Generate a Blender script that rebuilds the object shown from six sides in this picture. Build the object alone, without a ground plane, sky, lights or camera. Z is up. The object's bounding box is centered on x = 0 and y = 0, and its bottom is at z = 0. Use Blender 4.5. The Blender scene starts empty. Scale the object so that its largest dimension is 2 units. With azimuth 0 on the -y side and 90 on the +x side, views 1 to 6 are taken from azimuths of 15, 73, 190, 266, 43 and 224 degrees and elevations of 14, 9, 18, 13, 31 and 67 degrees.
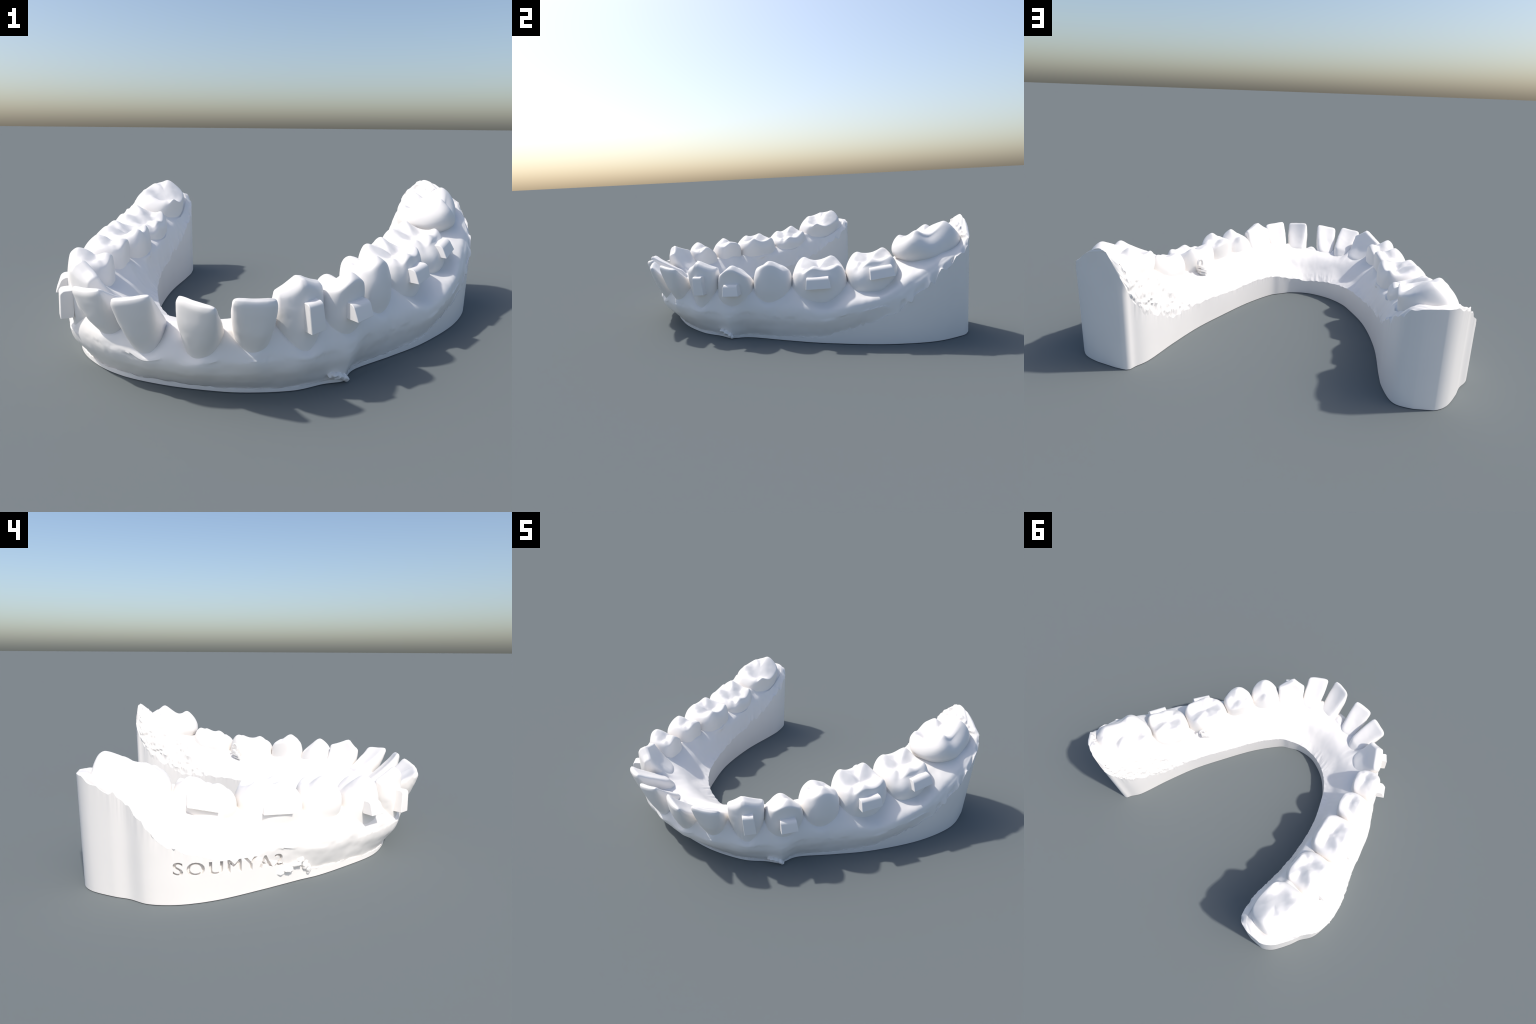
"""Stone-white orthodontic study model of a lower jaw: horseshoe base, gum,
sixteen teeth, bonded attachments and an engraved name on the cheek side."""
import bpy, bmesh, math
import numpy as np
from mathutils import Vector, noise

# ------------------------------------------------------------------ helpers
V = lambda *p: np.array(p, float)

def unit(v):
    return v / (np.linalg.norm(v) + 1e-12)

def fbm(p, scale, octaves=3, seed=0.0):
    q = Vector((p[0] * scale + seed, p[1] * scale - seed, p[2] * scale + 2.7 * seed))
    return noise.fractal(q, 1.0, 2.0, octaves)

def pchip(xs, ys, xq):
    """monotone cubic interpolation, ys may be (n,d)"""
    xs = np.asarray(xs, float); ys = np.asarray(ys, float); xq = np.asarray(xq, float)
    one = ys.ndim == 1
    if one: ys = ys[:, None]
    h = np.diff(xs)[:, None]; d = np.diff(ys, axis=0) / h
    m = np.zeros_like(ys)
    w1 = 2 * h[1:] + h[:-1]; w2 = h[1:] + 2 * h[:-1]
    ok = d[:-1] * d[1:] > 0
    with np.errstate(divide='ignore', invalid='ignore'):
        mm = (w1 + w2) / (w1 / d[:-1] + w2 / d[1:])
    m[1:-1] = np.where(ok, mm, 0.0)
    m[0], m[-1] = d[0], d[-1]
    i = np.clip(np.searchsorted(xs, xq, side='right') - 1, 0, len(xs) - 2)
    hh = h[i]; t = ((xq - xs[i])[:, None]) / hh
    out = ((1 + 2 * t) * (1 - t) ** 2 * ys[i] + t * (1 - t) ** 2 * hh * m[i]
           + t * t * (3 - 2 * t) * ys[i + 1] + t * t * (t - 1) * hh * m[i + 1])
    return out[:, 0] if one else out

def catmull(P, n, closed=False):
    """centripetal-free Catmull-Rom through control points, n samples per span"""
    P = np.asarray(P, float); out = []
    N = len(P)
    spans = N if closed else N - 1
    for i in range(spans):
        if closed:
            a, b, c, d = P[(i - 1) % N], P[i], P[(i + 1) % N], P[(i + 2) % N]
        else:
            a = P[i - 1] if i else 2 * P[0] - P[1]
            b, c = P[i], P[i + 1]
            d = P[i + 2] if i + 2 < N else 2 * P[-1] - P[-2]
        t = (np.arange(n) / n)[:, None]
        out.append(.5 * (2 * b + (c - a) * t + (2 * a - 5 * b + 4 * c - d) * t ** 2
                         + (3 * b - a - 3 * c + d) * t ** 3))
    out = np.concatenate(out)
    return out if closed else np.vstack([out, P[-1:]])

def mesh_object(name, verts, faces, mat, parent=None, smooth=True):
    me = bpy.data.meshes.new(name)
    me.from_pydata([tuple(v) for v in verts], [], faces)
    me.update()
    if mat is not None:
        for m in (mat if isinstance(mat, (list, tuple)) else [mat]):
            me.materials.append(m)
    ob = bpy.data.objects.new(name, me)
    bpy.context.scene.collection.objects.link(ob)
    bm = bmesh.new(); bm.from_mesh(me)
    bmesh.ops.recalc_face_normals(bm, faces=bm.faces)
    bm.to_mesh(me); bm.free()
    me.polygons.foreach_set('use_smooth', [smooth] * len(me.polygons))
    ob.parent = parent
    return ob

# ---------------------------------------------------------------- materials
def plaster(name, base, rough, grain):
    mat = bpy.data.materials.new(name); mat.use_nodes = True
    nt = mat.node_tree; bsdf = nt.nodes['Principled BSDF']
    tc = nt.nodes.new('ShaderNodeTexCoord')
    big = nt.nodes.new('ShaderNodeTexNoise'); big.inputs['Scale'].default_value = 6
    big.inputs['Detail'].default_value = 4
    nt.links.new(tc.outputs['Object'], big.inputs['Vector'])
    ramp = nt.nodes.new('ShaderNodeValToRGB')
    ramp.color_ramp.elements[0].position = .3
    ramp.color_ramp.elements[1].position = .7
    lo = [c * .975 for c in base]
    ramp.color_ramp.elements[0].color = (*lo, 1)
    ramp.color_ramp.elements[1].color = (*base, 1)
    nt.links.new(big.outputs['Fac'], ramp.inputs['Fac'])
    nt.links.new(ramp.outputs['Color'], bsdf.inputs['Base Color'])
    fine = nt.nodes.new('ShaderNodeTexNoise'); fine.inputs['Scale'].default_value = 55
    fine.inputs['Detail'].default_value = 3
    nt.links.new(tc.outputs['Object'], fine.inputs['Vector'])
    bump = nt.nodes.new('ShaderNodeBump')
    bump.inputs['Strength'].default_value = grain
    bump.inputs['Distance'].default_value = .004
    nt.links.new(fine.outputs['Fac'], bump.inputs['Height'])
    nt.links.new(bump.outputs['Normal'], bsdf.inputs['Normal'])
    bsdf.inputs['Roughness'].default_value = rough
    return mat

WHITE = (.88, .845, .81)
MAT_GUM = plaster('gum_resin', WHITE, .5, .06)
MAT_BASE = plaster('base_resin', WHITE, .5, .02)
MAT_TOOTH = plaster('tooth_resin', WHITE, .5, .05)
MAT_PAD = plaster('attachment_resin', WHITE, .5, .0)

root = bpy.data.objects.new('dental_model', None)
bpy.context.scene.collection.objects.link(root)
root['label'] = 'plain white orthodontic study model of a lower jaw'
root['category'] = 'dental model'

# ------------------------------------------------- footprint of the base
# anticlockwise seen from below: inner bay from the right end to the left end,
# left back wall, cheek side, chin, cheek side, right back wall
FOOT = [(.662, .829), (.640, .79), (.60, .714), (.55, .52), (.485, .31), (.40, .115), (.293, -.105),
        (.18, -.275), (.115, -.327), (.036, -.370), (-.08, -.385), (-.21, -.342), (-.309, -.266),
        (-.37, -.18), (-.47, .026), (-.536, .30), (-.56, .58), (-.575, .69), (-.616, .80), (-.681, .832),
        (-.788, .83), (-.858, .785), (-.914, .685), (-.943, .61), (-.985, .540), (-1., .464), (-.997, .369),
        (-.964, .241), (-.889, .072), (-.806, -.098), (-.763, -.193), (-.683, -.322), (-.56, -.492),
        (-.43, -.588), (-.294, -.640), (-.145, -.658), (0., -.655), (.16, -.632), (.325, -.57),
        (.422, -.494), (.487, -.454), (.497, -.420), (.525, -.34), (.656, -.185), (.787, -.015),
        (.929, .24), (1., .48), (.985, .66), (.955, .725), (.901, .769), (.80, .808), (.72, .825)]
foot = catmull(FOOT, 40, closed=True)
seg = np.linalg.norm(np.roll(foot, -1, 0) - foot, axis=1)
foot_s = np.concatenate([[0], np.cumsum(seg)])
PERIM = foot_s[-1]

def foot_at(s):
    s = np.mod(s, PERIM)
    f2 = np.vstack([foot, foot[:1]])
    return np.stack([np.interp(s, foot_s, f2[:, k]) for k in (0, 1)], -1)

def foot_param(p):
    return foot_s[np.argmin(((foot - np.asarray(p)[:2]) ** 2).sum(1))]

# height of the trimmed wall, measured round the footprint
WALL = [(.662, .829, .47), (.653, .822, .449), (.632, .774, .336), (.608, .729, .274), (.573, .61, .212),
        (.55, .52, .160), (.526, .444, .156), (.48, .298, .156), (.407, .132, .143), (.332, -.025, .134),
        (.236, -.19, .142), (.132, -.314, .132), (.036, -.372, .105), (-.055, -.379, .092),
        (-.173, -.356, .108), (-.306, -.269, .126), (-.383, -.152, .140), (-.46, .0, .145), (-.515, .22, .185),
        (-.547, .441, .240), (-.56, .58, .30), (-.581, .707, .37), (-.616, .80, .44), (-.652, .817, .474),
        (-.70, .832, .487), (-.788, .83, .490), (-.844, .794, .494), (-.88, .745, .475), (-.918, .674, .45),
        (-.931, .641, .434), (-.951, .597, .394), (-.975, .558, .356), (-.988, .533, .32), (-.996, .485, .284),
        (-.999, .437, .245), (-.996, .364, .215), (-.964, .241, .168), (-.905, .107, .140), (-.854, .0, .110),
        (-.818, -.074, .070), (-.782, -.152, .043), (-.684, -.32, .035), (-.525, -.523, .018),
        (-.294, -.64, .018), (0, -.655, .018), (.325, -.57, .014), (.487, -.454, .014), (.575, -.28, .019),
        (.774, -.03, .033), (.86, .12, .095), (.941, .282, .168), (.961, .347, .2), (.975, .395, .25),
        (.996, .468, .312), (.992, .539, .37), (.979, .627, .42), (.969, .69, .465), (.955, .725, .505),
        (.921, .753, .526), (.872, .779, .562), (.833, .793, .589), (.777, .812, .612), (.734, .823, .602),
        (.696, .827, .54)]
wall_s = np.array([foot_param(p) for p in WALL]); wall_z = np.array([p[2] for p in WALL])
order = np.argsort(wall_s); wall_s, wall_z = wall_s[order], wall_z[order]
wall_sp = np.concatenate([wall_s - PERIM, wall_s, wall_s + PERIM]); wall_zp = np.tile(wall_z, 3)

def wall_at(s):
    return np.interp(np.mod(s, PERIM), wall_sp, wall_zp)

# ----------------------------------------------------------- tooth catalogue
# cheek-side and tongue-side gum margins of each tooth, right molar to left molar
MARGIN = {
    'R8': ((.915, .57, .43), (.638, .585, .425)), 'R7': ((.846, .245, .256), (.580, .31, .31)),
    'R6': ((.732, -.005, .200), (.497, .035, .275)), 'R5': ((.603, -.262, .198), (.458, -.165, .287)),
    'R4': ((.503, -.440, .173), (.375, -.325, .280)), 'R3': ((.377, -.586, .159), (.262, -.462, .262)),
    'R2': ((.222, -.702, .187), (.167, -.550, .254)), 'R1': ((.043, -.748, .164), (.040, -.620, .239)),
    'L1': ((-.138, -.742, .152), (-.168, -.607, .227)), 'L2': ((-.292, -.722, .195), (-.270, -.555, .231)),
    'L3': ((-.492, -.625, .170), (-.363, -.484, .238)), 'L4': ((-.625, -.437, .186), (-.470, -.372, .260)),
    'L5': ((-.690, -.260, .243), (-.510, -.195, .292)), 'L6': ((-.786, .005, .240), (-.526, .025, .280)),
    'L7': ((-.852, .290, .305), (-.578, .310, .299)), 'L8': ((-.868, .610, .415), (-.612, .600, .368)),
}
# papilla between neighbours (crest point)
PAPILLA = {
    'R8R7': (.775, .415, .370), 'R7R6': (.690, .160, .285), 'R6R5': (.580, -.115, .275),
    'R5R4': (.495, -.305, .268), 'R4R3': (.385, -.475, .262), 'R3R2': (.245, -.615, .275),
    'R2R1': (.125, -.690, .256), 'R1L1': (-.055, -.690, .246), 'L1L2': (-.220, -.690, .240),
    'L2L3': (-.362, -.620, .260), 'L3L4': (-.490, -.490, .262), 'L4L5': (-.560, -.300, .275),
    'L5L6': (-.610, -.110, .275), 'L6L7': (-.680, .180, .305), 'L7L8': (-.705, .455, .385),
}
ORDER = ['R8', 'R7', 'R6', 'R5', 'R4', 'R3', 'R2', 'R1', 'L1', 'L2', 'L3', 'L4', 'L5', 'L6', 'L7', 'L8']

# ------------------------------------------------------------- gum stations
def hit_outline(c, d):
    """footprint parameter where the horizontal ray c + t d leaves the base"""
    best = None
    a = foot; b = np.roll(foot, -1, 0); e = b - a
    den = d[0] * e[:, 1] - d[1] * e[:, 0]
    w = a - c[:2]
    t = (w[:, 0] * e[:, 1] - w[:, 1] * e[:, 0]) / den
    u = (w[:, 0] * d[1] - w[:, 1] * d[0]) / den
    ok = (u >= 0) & (u < 1)
    idx = np.where(ok)[0]
    return idx, t[idx], u[idx]

def in_out(c, d):
    idx, t, u = hit_outline(c, d)
    sp = foot_s[idx] + u * seg[idx]
    if len(t) == 0:
        return None
    pos = t > -.06
    # outer wall: smallest |t| on the cheek half of the footprint, inner: on the tongue half
    s_end_in = foot_param((-.735, .83)); 
    inner = sp < s_end_in
    so = sp[~inner][np.argmin(np.abs(t[~inner]))]
    si = sp[inner][np.argmin(np.abs(t[inner]))]
    return si, so

stations = []      # dict(si, so, L, C, B, kind)

def add_tooth_station(k):
    B, L = V(*MARGIN[k][0]), V(*MARGIN[k][1])
    c = .5 * (B + L); d = unit((B - L) * V(1, 1, 0))
    si, so = in_out(c, d)
    C = c.copy(); C[2] = .5 * (B[2] + L[2])
    stations.append(dict(si=si, so=so, L=L - d * .004, C=C, B=B + d * .006, d=d, tooth=True, key=k))

def add_papilla_station(k1, k2):
    p = V(*PAPILLA[k1 + k2])
    d1 = unit((V(*MARGIN[k1][0]) - V(*MARGIN[k1][1])) * V(1, 1, 0))
    d2 = unit((V(*MARGIN[k2][0]) - V(*MARGIN[k2][1])) * V(1, 1, 0))
    d = unit(d1 + d2)
    if abs(p[0]) > .3: p[2] += .018
    si, so = in_out(p, d)
    w = .5 * (np.linalg.norm((V(*MARGIN[k1][0]) - V(*MARGIN[k1][1]))[:2])
              + np.linalg.norm((V(*MARGIN[k2][0]) - V(*MARGIN[k2][1]))[:2]))
    mb = .5 * (V(*MARGIN[k1][0]) + V(*MARGIN[k2][0])); ml = .5 * (V(*MARGIN[k1][1]) + V(*MARGIN[k2][1]))
    B = p + d * max(.03, ((mb - p) @ d) * .93); B[2] = .45 * mb[2] + .55 * (p[2] - .015)
    L = p - d * max(.03, ((p - ml) @ d) * .70); L[2] = .35 * ml[2] + .65 * (p[2] - .01)
    stations.append(dict(si=si, so=so, L=L, C=p, B=B, d=d, tooth=False, key=k1 + k2))

def add_end_station(pin, pout, L, C, B, tooth=False):
    stations.append(dict(si=foot_param(pin), so=foot_param(pout), L=V(*L), C=V(*C), B=V(*B),
                         d=unit((V(*B) - V(*L)) * V(1, 1, 0)), tooth=tooth, key='end'))

add_end_station((.735, .823), (.84, .793), (.757, .815, .609), (.780, .811, .6135), (.815, .80, .597))
add_end_station((.648, .806), (.945, .733), (.692, .812, .555), (.780, .79, .590), (.865, .76, .545))
add_end_station((.622, .755), (.972, .69), (.660, .752, .47), (.775, .745, .51), (.885, .705, .475))
for i, k in enumerate(ORDER):
    add_tooth_station(k)
    if i + 1 < len(ORDER):
        add_papilla_station(k, ORDER[i + 1])
add_end_station((-.592, .74), (-.925, .66), (-.64, .745, .43), (-.745, .76, .47), (-.86, .72, .455))
add_end_station((-.630, .812), (-.875, .76), (-.665, .80, .482), (-.75, .80, .492), (-.85, .765, .498))
add_end_station((-.715, .833), (-.80, .827), (-.727, .829, .489), (-.755, .829, .490), (-.782, .827, .491))
n_st = len(stations)
st_c = np.array([.5 * (s['L'] + s['B']) for s in stations])
st_s = np.concatenate([[0], np.cumsum(np.maximum(np.linalg.norm(np.diff(st_c[:, :2], axis=0), axis=1), .02))])
so_list = np.array([s['so'] for s in stations]); so_list = np.where(so_list < foot_param((-.735, .83)), so_list + PERIM, so_list)
si_list = np.array([s['si'] for s in stations])
si_list = np.where(si_list > PERIM * .9, si_list - PERIM, si_list)

# extra control points per station: tongue slope, inside-tooth points, cheek bulge, cheek fold
NS = 900
sq = np.linspace(0, st_s[-1], NS)
si_q = pchip(st_s, si_list, sq); so_q = pchip(st_s, so_list, sq)
Lq = pchip(st_s, np.array([s['L'] for s in stations]), sq)
Cq = pchip(st_s, np.array([s['C'] for s in stations]), sq)
Bq = pchip(st_s, np.array([s['B'] for s in stations]), sq)
dq = pchip(st_s, np.array([s['d'] for s in stations]), sq); dq /= np.linalg.norm(dq, axis=1)[:, None]
# smoothed (unscalloped) margins steer the lower slopes
def smooth_rows(A, w):
    k = np.exp(-.5 * (np.arange(-3 * w, 3 * w + 1) / w) ** 2); k /= k.sum()
    Ap = np.vstack([np.repeat(A[:1], 3 * w, 0), A, np.repeat(A[-1:], 3 * w, 0)])
    return np.stack([np.convolve(Ap[:, j], k, 'valid') for j in range(A.shape[1])], -1)
Ls, Bs = .15 * Lq + .85 * smooth_rows(Lq, 26), .15 * Bq + .85 * smooth_rows(Bq, 22)
keep = np.clip(np.minimum(sq, sq[-1] - sq) / .25, 0, 1)[:, None]
Ls, Bs = keep * Ls + (1 - keep) * Lq, keep * Bs + (1 - keep) * Bq
si_q = (keep * smooth_rows(si_q[:, None], 22) + (1 - keep) * si_q[:, None])[:, 0]
so_q = (keep * smooth_rows(so_q[:, None], 14) + (1 - keep) * so_q[:, None])[:, 0]
Iq, Oq = foot_at(si_q), foot_at(so_q)

def ragged(s, seed):
    """saw-toothed trim line: straight chips between random levels"""
    def hsh(k):
        return noise.cell(Vector((k + .5, seed, .5))) * 2 - 1
    s = s + .012 * noise.noise(Vector((s * 31, seed, 3.3)))
    x = s / .019; k = math.floor(x)
    a = hsh(k) + (hsh(k + 1) - hsh(k)) * (x - k)
    return a * .9 + noise.noise(Vector((s * 24, seed + 5, 0)))

zi_q = wall_at(si_q); zo_q = wall_at(so_q)
zi_s = smooth_rows(zi_q[:, None], 8)[:, 0]; zo_s = smooth_rows(zo_q[:, None], 8)[:, 0]
zi_s = keep[:, 0] * zi_s + (1 - keep[:, 0]) * zi_q; zo_s = keep[:, 0] * zo_s + (1 - keep[:, 0]) * zo_q
end_w = np.minimum(1, np.minimum(sq, sq[-1] - sq) / .06)
for i in range(NS):
    zi_q[i] += end_w[i] * (.002 + .008 * np.clip((zi_q[i] - .14) / .06, 0, 1)) * ragged(si_q[i], 1.3)
    hi = np.clip((zo_q[i] - .02) / .12, 0, 1)
    if Oq[i, 0] < 0: hi *= .65 * np.clip((Oq[i, 1] - .30) / .1, 0, 1)
    zo_q[i] += (.0015 + .0085 * hi) * end_w[i] * ragged(so_q[i], 7.7)
zo_q = np.maximum(zo_q, .006)

# hollow of the tongue side behind the front teeth; cheek roll fades at the trimmed ends
frac = sq / sq[-1]
off = frac - .5
sag = np.interp(off, [-.30, -.20, -.13, -.06, .0, .06, .12, .22, .31], [0, .9, 1.2, .7, .8, .8, 1.8, 2.0, 0])
sag = smooth_rows(sag[:, None], 14)[:, 0]
side = Cq[:, 0] < 0
roll = np.where(side, np.clip((.06 - Cq[:, 1]) / .16, .05, 1) * np.interp(Cq[:, 1], [-.66, -.45, -.35], [1.3, 1.2, 1.3]),
                np.clip((.42 - Cq[:, 1]) / .30, .05, 1) * np.interp(Cq[:, 1], [-.66, -.45, -.30], [1.3, 1.2, 1.2]))
full = np.where(side, np.interp(Cq[:, 1], [.0, .15, .40, .58], [1, .75, .55, .25]),
                np.interp(Cq[:, 1], [0, .15, .42, .57, .75], [1, 1, .6, .5, .3]))
peak_t = np.interp(Cq[:, 1], [-.66, -.45, -.2], [1.6, 1.5, 1.3])
full = smooth_rows(full[:, None], 10)[:, 0]
roll = smooth_rows(roll[:, None], 10)[:, 0]

rows = []; seam_in = []; NW = 7
rng = np.random.default_rng(4)
for i in range(NS):
    It = np.append(Iq[i], zi_q[i]); Ot = np.append(Oq[i], zo_q[i])
    L, C, B, d = Lq[i], Cq[i], Bq[i], dq[i]
    Ib = np.append(Iq[i], zi_s[i]); Ob = np.append(Oq[i], zo_s[i])
    lm1 = Ib + .33 * (Ls[i] - Ib); lm2 = Ib + .70 * (Ls[i] - Ib)
    span = np.linalg.norm(Ls[i] - It)
    lm1 = lm1 + V(0, 0, .05 * span - .014 * sag[i]); lm2 = lm2 + V(0, 0, .10 * span - .016 * sag[i]) - d * .02 * span
    Lin = L + .40 * (C - L); Lin[2] = max(L[2], C[2] if C[2] > L[2] else L[2] * .5 + C[2] * .5)
    Bin = B + .40 * (C - B); Bin[2] = B[2] + .55 * max(0, C[2] - B[2])
    # cheek side: a full convex roll, overhanging where the necks stand outside the base
    cheek = []
    for t, mix in ((.28, .0), (.52, .1), (.78, .35)):
        M = Bs[i] + mix * (B - Bs[i])
        o, b = Ob @ d, M @ d
        if b > o:                                     # necks overhang the base
            h = o + (b - o) * (1 - (1 - t) ** 1.55)
        else:                                         # shelf between necks and wall
            h = b + (o - b) * ((1 - full[i]) * (1 - t) + full[i] * math.sqrt(1 - t ** 4))
        p = Ob + t * (M - Ob)
        p = p + d * (h - p @ d + .022 * math.sin(math.pi * t ** peak_t[i]) * roll[i])
        cheek.append(p)
    # chipped ledge where the high cheek wall was trimmed
    hi = np.clip((zo_s[i] - .16) / .08, 0, 1) * np.clip((.70 - Cq[i, 1]) / .06, 0, 1)
    ledge = Ot - d * (.003 * end_w[i] + .011 * hi * (.5 + .5 * ragged(so_q[i] + .7, 2.9))) + V(0, 0, .002)
    if end_w[i] < 1:
        ledge = end_w[i] * ledge + (1 - end_w[i]) * (Ot + .25 * (cheek[0] - Ot))
    ctrl = np.array([It, lm1, lm2, L, Lin, C, Bin, B, cheek[2], cheek[1], cheek[0], ledge, Ot])
    curve = catmull(ctrl, 7)
    inner = np.stack([np.append(Iq[i], zi_q[i] * t) for t in np.linspace(0, 1, NW, endpoint=False)])
    outer = np.stack([np.append(Oq[i], zo_q[i] * t) for t in np.linspace(1, 0, NW + 1)[1:]])
    rows.append(np.vstack([inner, curve, outer]))
R = np.array(rows); K = R.shape[1]; NC = K - 2 * NW
# surface relief: fine lumps on the gum, torn plaster beside the right back molars
Rn = R.copy()
tang = np.gradient(R, axis=0); across = np.gradient(R, axis=1)
nrm = np.cross(tang, across); nrm /= np.linalg.norm(nrm, axis=2)[..., None] + 1e-9
for i in range(NS):
    for j in range(NW, NW + NC):
        e = min(j - NW, NW + NC - 1 - j) / 8.0
        p = R[i, j]
        amp = .0035 * fbm(p, 9, 3, 3.1) * min(1, e)
        jj = j - NW
        torn = 0
        if p[0] > .4 and p[1] > .25 and jj < 24:
            torn = min(1, (p[1] - .25) / .2) * max(0, 1.1 - jj / 24.) * min(1, jj / 2)
        if p[1] > .70 and p[0] > 0 and i > 6:
            torn = max(torn, min(1, (p[1] - .70) / .06) * .8 * min(1, e * 3))
        if torn:
            r = 1 - abs(fbm(p * V(1, .8, 1.8), 17, 4, 9.2)) * 2.2
            amp += torn * .0110 * r * min(1, i / 7.)
        # fine tearing right at every trim line
        if e < .6:
            amp += .0022 * fbm(p, 60, 2, 1.7) * end_w[i]
        Rn[i, j] = p - nrm[i, j] * amp * (1 if np.dot(nrm[i, j], V(0, 0, 1)) < 0 else -1)
R = Rn
verts = R.reshape(-1, 3)
faces = []; mats = []
for i in range(NS - 1):
    for j in range(K - 1):
        faces.append((i * K + j, i * K + j + 1, (i + 1) * K + j + 1, (i + 1) * K + j))
        mats.append(1 if (j < NW or j >= K - 1 - NW) else 0)
    faces.append((i * K + K - 1, i * K, (i + 1) * K, (i + 1) * K + K - 1)); mats.append(1)
for i in (0, NS - 1):
    loop = [i * K + j for j in range(K)]
    a, b = 0, K - 1
    while b - a > 1:
        if b - a == 2:
            faces.append((loop[a], loop[a + 1], loop[b]))
        else:
            faces.append((loop[a], loop[a + 1], loop[b - 1], loop[b]))
        mats.append(1); a += 1; b -= 1
body = mesh_object('gum', verts, faces, [MAT_GUM, MAT_BASE], root)
body.data.polygons.foreach_set('material_index', mats)

# ------------------------------------------------------- engraved lettering
def engrave(target):
    cu = bpy.data.curves.new('lettering', 'FONT')
    cu.body = 'SOUMYA2'; cu.size = 1; cu.space_character = 1.22; cu.extrude = .5
    cu.offset = .02; cu.resolution_u = 4
    ob = bpy.data.objects.new('lettering', cu)
    bpy.context.scene.collection.objects.link(ob)
    dg = bpy.context.evaluated_depsgraph_get()
    me = bpy.data.meshes.new_from_object(ob.evaluated_get(dg))
    bpy.data.objects.remove(ob)
    co = np.array([v.co[:] for v in me.vertices])
    x0, x1 = co[:, 0].min(), co[:, 0].max(); y0, y1 = co[:, 1].min(), co[:, 1].max()
    sa, sb = foot_param((-.999, .428)), foot_param((-.843, -.022))
    for v, c in zip(me.vertices, co):
        f = (c[0] - x0) / (x1 - x0)
        s = sa + f * (sb - sa)
        p = foot_at(s); q = foot_at(s + .02) - foot_at(s - .02)
        n = unit(np.append([q[1], -q[0]], 0))
        if n[0] > 0: n = -n
        z = (.124 - .036 * f) + (c[1] - y0) / (y1 - y0) * .056
        dep = .035 if c[2] > 0 else -.020
        v.co = (p[0] + n[0] * dep, p[1] + n[1] * dep, z)
    me.materials.clear(); me.materials.append(MAT_GUM); me.materials.append(MAT_BASE)
    bm = bmesh.new(); bm.from_mesh(me)
    bmesh.ops.remove_doubles(bm, verts=bm.verts, dist=1e-5)
    bmesh.ops.triangulate(bm, faces=bm.faces)
    bmesh.ops.recalc_face_normals(bm, faces=bm.faces)
    for f in bm.faces: f.material_index = 1
    bm.to_mesh(me); bm.free()
    cut = bpy.data.objects.new('letter_cutter', me)
    bpy.context.scene.collection.objects.link(cut)
    md = target.modifiers.new('engrave', 'BOOLEAN'); md.object = cut
    md.operation = 'DIFFERENCE'; md.solver = 'EXACT'; md.use_self = True
    dg = bpy.context.evaluated_depsgraph_get()
    new = bpy.data.meshes.new_from_object(target.evaluated_get(dg))
    target.modifiers.clear()
    if len(new.polygons) > 1000:
        target.data = new
    bpy.data.objects.remove(cut)
engrave(body)

# split the trimmed base from the gum along the trim line
def split_base(ob):
    me = ob.data
    base_me = me.copy(); base_me.name = 'base'
    for m, keep in ((me, 0), (base_me, 1)):
        bm = bmesh.new(); bm.from_mesh(m)
        bmesh.ops.delete(bm, geom=[f for f in bm.faces if f.material_index != keep], context='FACES')
        bm.to_mesh(m); bm.free()
    base = bpy.data.objects.new('base', base_me)
    bpy.context.scene.collection.objects.link(base); base.parent = root
    for m in (me, base_me):
        m.polygons.foreach_set('use_smooth', [True] * len(m.polygons))
        m.set_sharp_from_angle(angle=math.radians(38))
    return base
base = split_base(body)

# -------------------------------------------------------------------- teeth
NT = 96                                   # points round a crown

def superellipse(theta, hu, hvp, hvn, n):
    c, s = np.cos(theta), np.sin(theta)
    u = np.sign(c) * np.abs(c) ** (2 / n) * hu
    v = np.sign(s) * np.abs(s) ** (2 / n) * np.where(s > 0, hvp, hvn)
    return u, v

def crown_mesh(name, rings, tip):
    vs = np.vstack([np.vstack(rings), tip[None]])
    n = len(rings); fs = []
    for i in range(n - 1):
        for j in range(NT):
            k = (j + 1) % NT
            fs.append((i * NT + j, i * NT + k, (i + 1) * NT + k, (i + 1) * NT + j))
    for j in range(NT):
        fs.append(((n - 1) * NT + j, (n - 1) * NT + (j + 1) % NT, n * NT))
    fs.append(tuple(reversed(range(NT))))
    return mesh_object(name, vs, fs, MAT_TOOTH, root)

def relief(p, amp, seed):
    return amp * fbm(p, 14, 3, seed)

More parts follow.
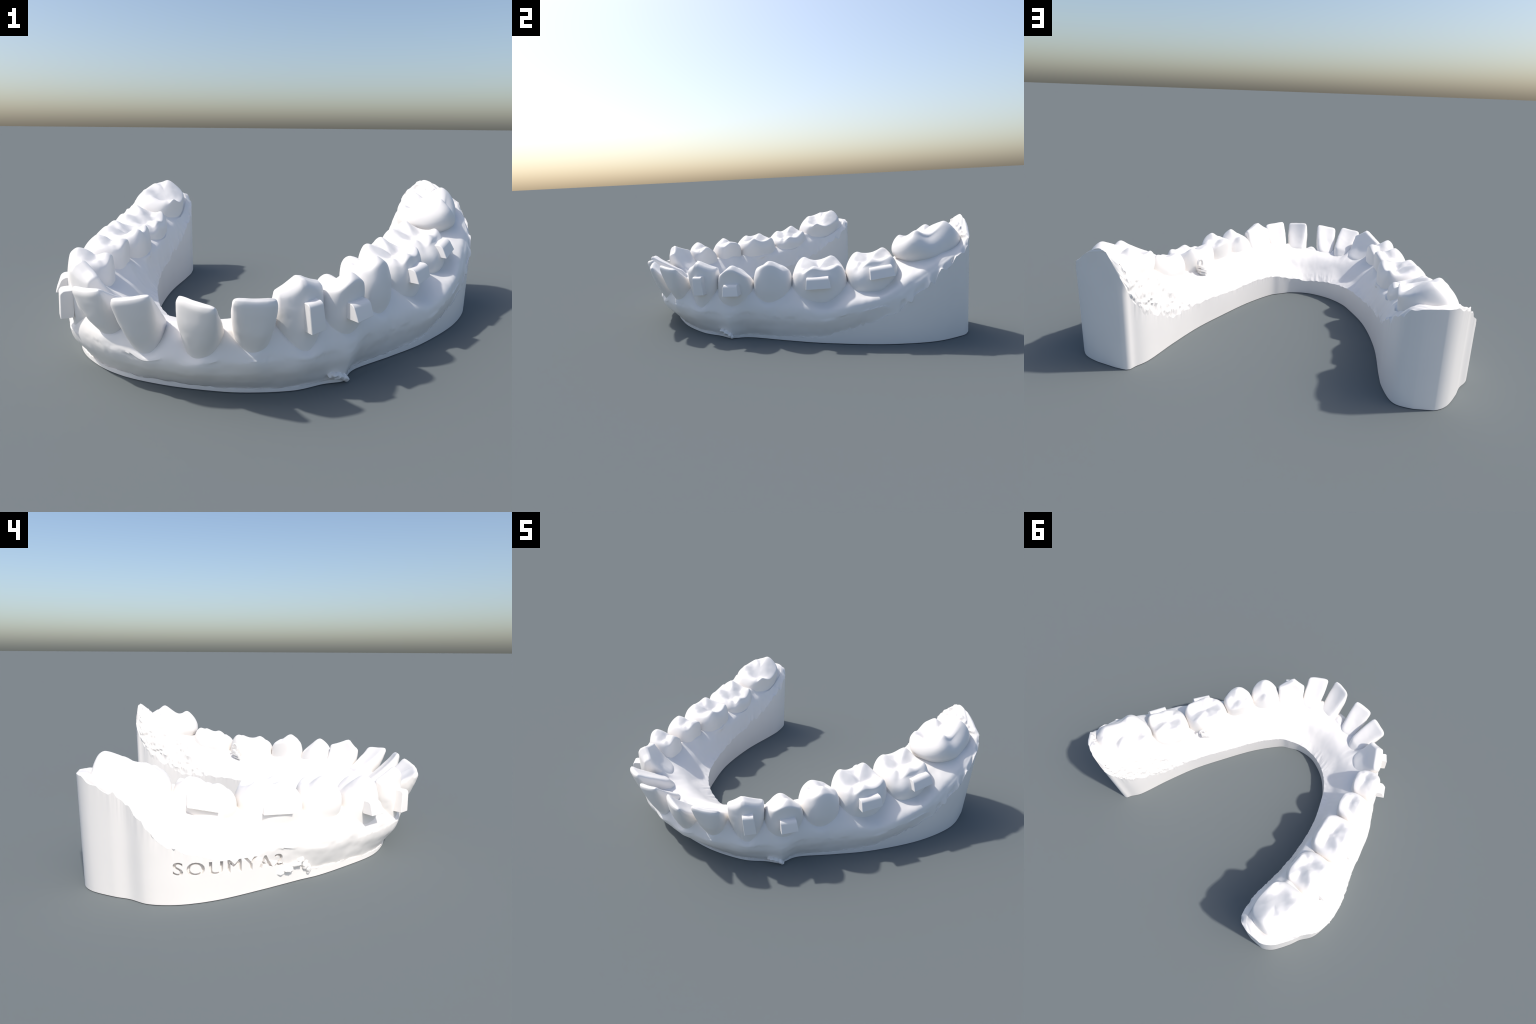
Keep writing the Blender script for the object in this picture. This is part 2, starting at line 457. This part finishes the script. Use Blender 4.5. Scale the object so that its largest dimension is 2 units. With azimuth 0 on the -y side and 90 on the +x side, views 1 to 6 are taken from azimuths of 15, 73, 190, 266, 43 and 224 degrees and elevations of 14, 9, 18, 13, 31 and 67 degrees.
def posterior(name, key, mesial, distal, cusps, dips, slope=.75, seed=0.):
    """molar / premolar: sheared stack of superellipses with a cusp landscape on top.
    cusps run round the rim (cheek mesial -> cheek distal -> tongue distal -> tongue mesial)."""
    B, L = V(*MARGIN[key][0]), V(*MARGIN[key][1])
    mesial, distal = V(*mesial), V(*distal)
    um = unit(np.append(mesial - distal, 0)); a = .5 * np.linalg.norm(mesial - distal) + .004
    vb = V(-um[1], um[0], 0)
    if vb @ (B - L) < 0: vb = -vb
    mid = np.append(.5 * (mesial + distal), 0)
    W = np.array(cusps, float)
    cu = (W - mid) @ um; cv = (W - mid) @ vb
    vB, vL = (B - mid) @ vb, (L - mid) @ vb
    rimB = cv.max() + .030; rimL = cv.min() - .024
    vc_top = .5 * (rimB + rimL); h_top = .5 * (rimB - rimL)
    vc_bot = .5 * (vB + vL); h_bot = .5 * (vB - vL)
    # landscape control cones: cusps plus ridges that join them
    pts = [(x, y, z) for x, y, z in zip(cu, cv, W[:, 2])]
    n = len(cusps)
    for i in range(n):
        j = (i + 1) % n
        p, q = pts[i], pts[j]
        for t in (.25, .4, .5, .6, .75):
            x = p[0] + t * (q[0] - p[0]); y = p[1] + t * (q[1] - p[1]); z = p[2] + t * (q[2] - p[2])
            dd = dips[i] * (1 - abs(2 * t - 1) ** 1.6)
            along_u = abs(q[1] - p[1]) > abs(q[0] - p[0])
            bow = math.sin(math.pi * t)
            if along_u:                                  # marginal ridge bows to the contact
                side = 1 if (x > 0) else -1
                x = x + (side * a * .74 - x) * bow * .9
            else:
                side = 1 if y > vc_top else -1
                y = y + side * .006 * bow
            pts.append((x, y, z - dd))
    for x, y, z in pts[:n]:                              # ridges running from each cusp to the pit
        for t in (.2, .38, .55):
            dist = math.hypot(x, y - vc_top) * t
            pts.append((x * (1 - t) + .006 * math.sin(7 * x + seed), vc_top + (y - vc_top) * (1 - t), z - slope * .62 * dist))
    pts = np.array(pts)
    steep = slope * 1.18
    def land(u, v):
        d = np.sqrt((u[..., None] - pts[:, 0]) ** 2 + (v[..., None] - pts[:, 1]) ** 2 + .011 ** 2) - .011
        f = pts[:, 2] - steep * d
        s = 190.
        m = f.max(-1)
        return m + np.log(np.exp((f - m[..., None]) * s).sum(-1)) / s + .003 + .0012 * np.minimum(0, np.sin(u * 90 + seed) * np.sin(v * 110 + 2 * seed))
    th = np.linspace(0, 2 * np.pi, NT, endpoint=False)
    ex = 2.7
    ru, rv = superellipse(th, a * .83, h_top, h_top, ex)
    zr = land(ru, rv + vc_top)
    # the side wall reads the groove between cusps
    z0 = min(B[2], L[2]) - .06
    rings = []
    tb = .55
    for t in np.linspace(0, 1, 34):
        zz = z0 + (zr - z0) * t
        if t < tb:
            x = t / tb
            fu = .62 + .38 * math.sin(x * math.pi / 2) ** .9
            hb = h_bot * (.62 + .45 * math.sin(x * math.pi / 2) ** .7)
            vc = vc_bot
        else:
            x = (t - tb) / (1 - tb)
            fu = 1 - .17 * x ** 2.6
            top_w = h_top; hb0 = h_bot * 1.07
            hb = hb0 + (top_w - hb0) * x ** 2.8
            vc = vc_bot + (vc_top - vc_bot) * x ** 1.9
        vc = vc + .035 * h_bot * math.sin(math.pi * min(1, t * 1.05)) 
        n_ex = 2.4 + .3 * t
        u, v = superellipse(th, a * fu, hb, hb, n_ex)
        g = np.clip((zr.max() - zr) / .05, 0, 1) * np.clip((t - .25) / .75, 0, 1) ** 1.3
        g *= np.abs(np.sin(th)) ** 2
        v = v * (1 - .10 * g)
        rings.append(mid + np.outer(u, um) + np.outer(v + vc, vb) + np.outer(zz, V(0, 0, 1)))
    for r in np.linspace(1, 0, 22)[1:-1]:
        u, v = ru * r, rv * r + vc_top
        zz = land(u, v)
        rings.append(mid + np.outer(u, um) + np.outer(v, vb) + np.outer(zz, V(0, 0, 1)))
    tip = mid + vb * vc_top + V(0, 0, 1) * land(np.array([0.]), np.array([vc_top]))[0]
    c3 = np.append(mid[:2], z0 + .1)
    for ring in rings:
        for p in ring:
            p += unit(p - c3) * relief(p, .0028, seed)
    ob = crown_mesh(name, rings, tip)
    bm = bmesh.new(); bm.from_mesh(ob.data)
    for _ in range(5):                                   # worn, softened edges
        bmesh.ops.smooth_vert(bm, verts=bm.verts, factor=.5, use_axis_x=True, use_axis_y=True, use_axis_z=True)
    bm.to_mesh(ob.data); bm.free()
    return ob

def anterior(name, key, edge_m, edge_p, thick, neck, peak=None, bulge=.012, seed=0., bow=.006, taper=1.25, lab_out=.85):
    """incisor / canine: spade blade from the neck ellipse to the biting edge.
    edge_m, edge_p: corners of the edge; peak: (position along edge 0..1, height) of a cusp tip"""
    B, L = V(*MARGIN[key][0]), V(*MARGIN[key][1])
    E0, E1 = V(*edge_m), V(*edge_p)
    Em = .5 * (E0 + E1)
    ev = (E1 - E0); ev_h = ev * V(1, 1, 0)
    out = unit((B - L) * V(1, 1, 0))
    axis = unit(Em - .5 * (B + L))
    th = np.linspace(0, 2 * np.pi, NT, endpoint=False)
    neck_dir = unit(np.cross(axis, out)); 
    if neck_dir @ ev < 0: neck_dir = -neck_dir
    edge_dir = unit(ev)
    labial_edge = unit(np.cross(edge_dir, axis)); labial_edge = labial_edge if labial_edge @ out > 0 else -labial_edge
    half_edge = .5 * np.linalg.norm(ev)
    depth0 = .5 * np.linalg.norm((B - L))
    rings = []
    drop = unit(B - Em)
    T = np.concatenate([np.linspace(-.22, 0, 8, endpoint=False), np.linspace(0, .93, 30), [.955, .975, .99, 1.0]])
    for t in T:
        tt = max(t, 0)
        # cheek-side profile line
        lab = B + (Em + labial_edge * thick * lab_out + axis * .012 - B) * t + labial_edge * bulge * math.sin(math.pi * min(1, tt)) * 1.0
        half_d = thick * .5 + (depth0 - thick * .5) * min(1, (1 - tt) / .70) ** taper
        nd = unit(neck_dir * (1 - tt) + edge_dir * tt)
        od = unit(out * (1 - tt) + labial_edge * tt)
        w = neck + (half_edge * 1.09 - neck) * (math.sin(min(1, tt * 1.25) * math.pi / 2)) ** .8
        if t < 0:
            w = neck * (1 + 2.2 * t); half_d = depth0 * (1 + 2.4 * t)
            lab = lab + out * .15 * t
        cen = lab - od * half_d
        n_ex = 2.1 + 1.5 * tt
        sh = 1.0; shd = 1.0
        if t > .93:
            x = (t - .93) / .07
            shd = math.sqrt(max(0, 1 - .80 * x ** 2)); sh = 1 - .10 * x ** 2
        u, v = superellipse(th, w * sh, half_d * shd, half_d * shd, n_ex)
        f = u / (half_edge + 1e-9)
        up = np.zeros(NT)
        if peak:
            pos, h = peak
            x = np.clip((f + 1) / 2, 0, 1)
            up = np.where(x < pos, x / pos, (1 - x) / (1 - pos)) ** 1.25 * h * tt ** 2.0
        else:
            up = -.006 * np.abs(f) ** 6 * tt
        # tongue-side scoop
        scoop = np.where(v < 0, (1 - (u / w) ** 2) * .20 * math.sin(math.pi * min(1, max(0, (tt - .15) / .85))), 0)
        v = v * (1 - scoop * 1.6) + bow * (1 - np.clip(f, -1, 1) ** 2) * tt
        rings.append(cen + np.outer(u, nd) + np.outer(v, od) + np.outer(up, axis))
    top = rings[-1].mean(0); last = rings[-1]
    for r in (.75, .5, .25):
        rings.append(top + (last - top) * r + axis * 0)
        if peak:
            # keep the crest line
            rings[-1] = top + (last - top) * np.array([1, 1, 1]) * 1.0
            mid_line = .5 * (last + last[(NT - np.arange(NT)) % NT])
            rings[-1] = mid_line + (last - mid_line) * r
    if peak:
        mid_line = .5 * (last + last[(NT - np.arange(NT)) % NT])
        tip = mid_line.mean(0)
        ob = crown_mesh_slit(name, rings, seed)
    else:
        mid_line = .5 * (last + last[(NT - np.arange(NT)) % NT])
        for q, r in zip((-3, -2, -1), (.75, .5, .25)):
            rings[q] = mid_line + (last - mid_line) * r
        ob = crown_mesh_slit(name, rings, seed)
    return ob

def crown_mesh_slit(name, rings, seed):
    """close the blade along its crest instead of at one point"""
    vs = np.vstack(rings); n = len(rings)
    c = vs.mean(0)
    for p in vs:
        p += unit(p - c) * relief(p, .0022, seed)
    fs = []
    for i in range(n - 1):
        for j in range(NT):
            k = (j + 1) % NT
            fs.append((i * NT + j, i * NT + k, (i + 1) * NT + k, (i + 1) * NT + j))
    o = (n - 1) * NT
    for j in range(0, NT // 2):
        a, b = j, j + 1
        c2, d2 = (NT - b) % NT, (NT - a) % NT
        q = [o + a, o + b, o + c2, o + d2]
        q = [x for m, x in enumerate(q) if x not in q[:m]]
        if len(q) > 2: fs.append(tuple(q))
    fs.append(tuple(reversed(range(NT))))
    return mesh_object(name, vs, fs, MAT_TOOTH, root)

P = PAPILLA
xy = lambda k: P[k][:2]
teeth = {}
# right side, back to front
teeth['R8'] = posterior('molar', 'R8', xy('R8R7'), (.785, .765),
    [(.836, .492, .555), (.852, .650, .594), (.712, .635, .565), (.667, .497, .515)], (.045, .03, .035, .03), .8, 1.)
teeth['R7'] = posterior('molar', 'R7', xy('R7R6'), xy('R8R7'),
    [(.782, .262, .418), (.818, .352, .432), (.679, .383, .452), (.618, .260, .435)], (.022, .03, .022, .035), .75, 2.)
teeth['R6'] = posterior('molar', 'R6', xy('R6R5'), xy('R7R6'),
    [(.684, -.027, .390), (.718, .090, .395), (.574, .122, .421), (.526, -.020, .418)], (.022, .035, .028, .035), .75, 3.)
teeth['R5'] = posterior('premolar', 'R5', xy('R5R4'), xy('R6R5'),
    [(.570, -.240, .420), (.490, -.140, .375), (.466, -.195, .402)], (.035, .01, .035), .75, 4.)
teeth['R4'] = posterior('premolar', 'R4', xy('R4R3'), xy('R5R4'),
    [(.494, -.429, .402), (.400, -.372, .372)], (.05, .045), .8, 5.)
teeth['L4'] = posterior('premolar', 'L4', xy('L3L4'), xy('L4L5'),
    [(-.588, -.435, .413), (-.487, -.388, .390)], (.045, .05), .8, 6.)
teeth['L5'] = posterior('premolar', 'L5', xy('L4L5'), xy('L5L6'),
    [(-.630, -.230, .422), (-.540, -.165, .395), (-.531, -.205, .403)], (.035, .008, .035), .75, 7.)
teeth['L6'] = posterior('molar', 'L6', xy('L5L6'), xy('L6L7'),
    [(-.705, -.030, .422), (-.730, .085, .428), (-.591, .135, .403), (-.555, -.012, .412)], (.018, .03, .028, .035), .75, 8.)
teeth['L7'] = posterior('molar', 'L7', xy('L6L7'), xy('L7L8'),
    [(-.762, .252, .430), (-.768, .372, .464), (-.642, .420, .426), (-.611, .302, .397)], (.025, .03, .028, .03), .75, 9.)
teeth['L8'] = posterior('molar', 'L8', xy('L7L8'), (-.735, .775),
    [(-.792, .546, .530), (-.783, .645, .553), (-.735, .725, .572), (-.653, .699, .486), (-.613, .539, .482)], (.012, .012, .035, .03, .03), .75, 10.)
# incisors and canines
teeth['R3'] = anterior('canine', 'R3', (.290, -.630, .362), (.402, -.500, .366), .060, .066, (.42, .050), .012, 11., .014, 1.2, .2)
teeth['R2'] = anterior('incisor', 'R2', (.179, -.771, .392), (.290, -.698, .377), .026, .055, None, .012, 12.)
teeth['R1'] = anterior('incisor', 'R1', (.011, -.787, .389), (.139, -.815, .374), .026, .055, None, .012, 13.)
teeth['L1'] = anterior('incisor', 'L1', (-.210, -.808, .363), (-.087, -.792, .384), .026, .055, None, .008, 14.)
teeth['L2'] = anterior('incisor', 'L2', (-.386, -.745, .367), (-.264, -.782, .381), .026, .055, None, .010, 15.)
teeth['L3'] = anterior('canine', 'L3', (-.545, -.540, .350), (-.400, -.668, .352), .060, .066, (.66, .050), .008, 16., .010, 1.2, .0)

# ------------------------------------------------- bonded attachment wedges
def attachment(tooth, t0, t1, b0, b1, depth=.045):
    """wedge pad: outer face from the upper edge t0-t1 to the proud lower edge b0-b1"""
    t0, t1, b0, b1 = (V(*p) for p in (t0, t1, b0, b1))
    md = unit((t1 - t0 + b1 - b0))
    out = unit(np.cross(md, V(0, 0, 1))); c = .25 * (t0 + t1 + b0 + b1)
    tc = np.array([v.co[:] for v in tooth.data.vertices]).mean(0)
    if out @ ((c - tc) * V(1, 1, 0)) < 0: out = -out
    q = [t0, t1, b1, b0]
    inner = [p - out * (depth + max(0, (p - c) @ out)) for p in q]
    ob = mesh_object('attachment', q + inner,
                     [(0, 1, 2, 3), (4, 7, 6, 5), (0, 4, 5, 1), (1, 5, 6, 2), (2, 6, 7, 3), (3, 7, 4, 0)],
                     MAT_PAD, None, True)
    me = ob.data
    bm = bmesh.new(); bm.from_mesh(me); bm.edges.ensure_lookup_table()
    top = [e for e in bm.edges if {v.index for v in e.verts} == {0, 1}]
    bmesh.ops.bevel(bm, geom=top, offset=.016, segments=5, profile=.5, affect='EDGES')
    rest = [e for e in bm.edges if e.calc_face_angle(0) > .7]
    bmesh.ops.bevel(bm, geom=rest, offset=.002, segments=1, affect='EDGES')
    bm.to_mesh(me); bm.free()
    me.polygons.foreach_set('use_smooth', [True] * len(me.polygons))
    me.set_sharp_from_angle(angle=math.radians(35))
    ob.parent = tooth
    return ob

attachment(teeth['R3'], (.385, -.631, .343), (.424, -.590, .347), (.397, -.629, .239), (.437, -.581, .245))
attachment(teeth['R4'], (.511, -.486, .307), (.565, -.424, .311), (.533, -.499, .247), (.581, -.422, .251))
attachment(teeth['R6'], (.720, -.087, .337), (.774, .015, .344), (.741, -.100, .281), (.790, .021, .286))
attachment(teeth['R7'], (.842, .217, .377), (.879, .323, .393), (.867, .206, .322), (.909, .328, .341))
attachment(teeth['L7'], (-.838, .252, .382), (-.866, .374, .410), (-.870, .248, .334), (-.898, .374, .366))
attachment(teeth['L6'], (-.762, -.064, .350), (-.800, .056, .358), (-.788, -.072, .298), (-.828, .060, .306))
attachment(teeth['L4'], (-.622, -.500, .305), (-.668, -.440, .308), (-.645, -.518, .246), (-.691, -.447, .248))
attachment(teeth['L3'], (-.497, -.682, .317), (-.534, -.640, .320), (-.506, -.680, .211), (-.545, -.635, .213))

# --------------------------------------------- torn flash on the lower rim
def torn_flap(spine, widths, seed):
    """ragged crust of plaster: faceted blobs strung along a short spine"""
    bm = bmesh.new()
    for c, w in zip(spine, widths):
        g = bmesh.ops.create_icosphere(bm, subdivisions=2, radius=1.0)
        for v in g['verts']:
            n = v.co.copy()
            r = 1 + .40 * noise.noise(n * 1.7 + Vector((seed, c[0] * 9, c[1] * 9)))
            v.co = Vector((c[0] + n.x * w[0] * r, c[1] + n.y * w[1] * r, max(.001, c[2] + n.z * w[2] * r)))
    me = bpy.data.meshes.new('torn_flash'); bm.to_mesh(me); bm.free()
    ob = bpy.data.objects.new('torn_flash', me); ob.parent = body
    bpy.context.scene.collection.objects.link(ob)
    md = ob.modifiers.new('fuse', 'REMESH'); md.mode = 'VOXEL'; md.voxel_size = .0035
    ob.data = bpy.data.meshes.new_from_object(ob.evaluated_get(bpy.context.evaluated_depsgraph_get()))
    ob.modifiers.clear(); me = ob.data
    for v in me.vertices:                                  # crumpled skin
        v.co += v.normal * (.004 * noise.noise(v.co * 55) + .0025 * noise.noise(v.co * 140))
        v.co.z = max(v.co.z, .001)
    me.materials.clear(); me.materials.append(MAT_GUM)
    me.polygons.foreach_set('use_smooth', [True] * len(me.polygons))
    me.set_sharp_from_angle(angle=math.radians(30))
    return ob

torn_flap([(.468, -.470, .030), (.488, -.455, .020), (.500, -.448, .011), (.452, -.488, .040)],
          [(.022, .022, .016), (.017, .016, .014), (.011, .010, .009), (.022, .020, .010)], 1.7)
torn_flap([(-.832, -.030, .062), (-.812, -.075, .080), (-.805, -.098, .096), (-.792, -.122, .070), (-.786, -.140, .045), (-.850, .015, .052)],
          [(.024, .040, .010), (.026, .034, .016), (.022, .020, .022), (.020, .018, .026), (.016, .014, .026), (.012, .040, .008)], 4.1)

# small tangle of spare resin on the tongue side of the right first molar
def resin_tag(c, out, seed):
    out = unit(V(*out)); side = unit(np.cross(out, V(0, 0, 1)))
    bm = bmesh.new()
    for k in range(26):                                   # hooked thread
        a = k / 25 * math.pi * 1.5
        p = V(*c) + side * (.017 * math.cos(a)) + V(0, 0, 1) * (.022 * math.sin(a) + .016) + out * .006
        g = bmesh.ops.create_icosphere(bm, subdivisions=1, radius=.0075)
        for v in g['verts']: v.co = v.co + Vector(p)
    for dz, w, o in ((-.030, .034, .006), (-.050, .036, .0), (-.012, .020, .006)):
        g = bmesh.ops.create_cube(bm, size=1)
        for v in g['verts']:
            q = V(*c) + side * (v.co.x * w * 1.3 + dz * .4) + out * (v.co.y * .034 + o) + V(0, 0, dz + v.co.z * .014 + v.co.x * .014)
            v.co = Vector(q)
    me = bpy.data.meshes.new('resin_tag'); bm.to_mesh(me); bm.free()
    me.materials.append(MAT_PAD)
    ob = bpy.data.objects.new('resin_tag', me); ob.parent = teeth['R6']
    bpy.context.scene.collection.objects.link(ob)
resin_tag((.522, .148, .328), (-.85, .5, 0), 2.)
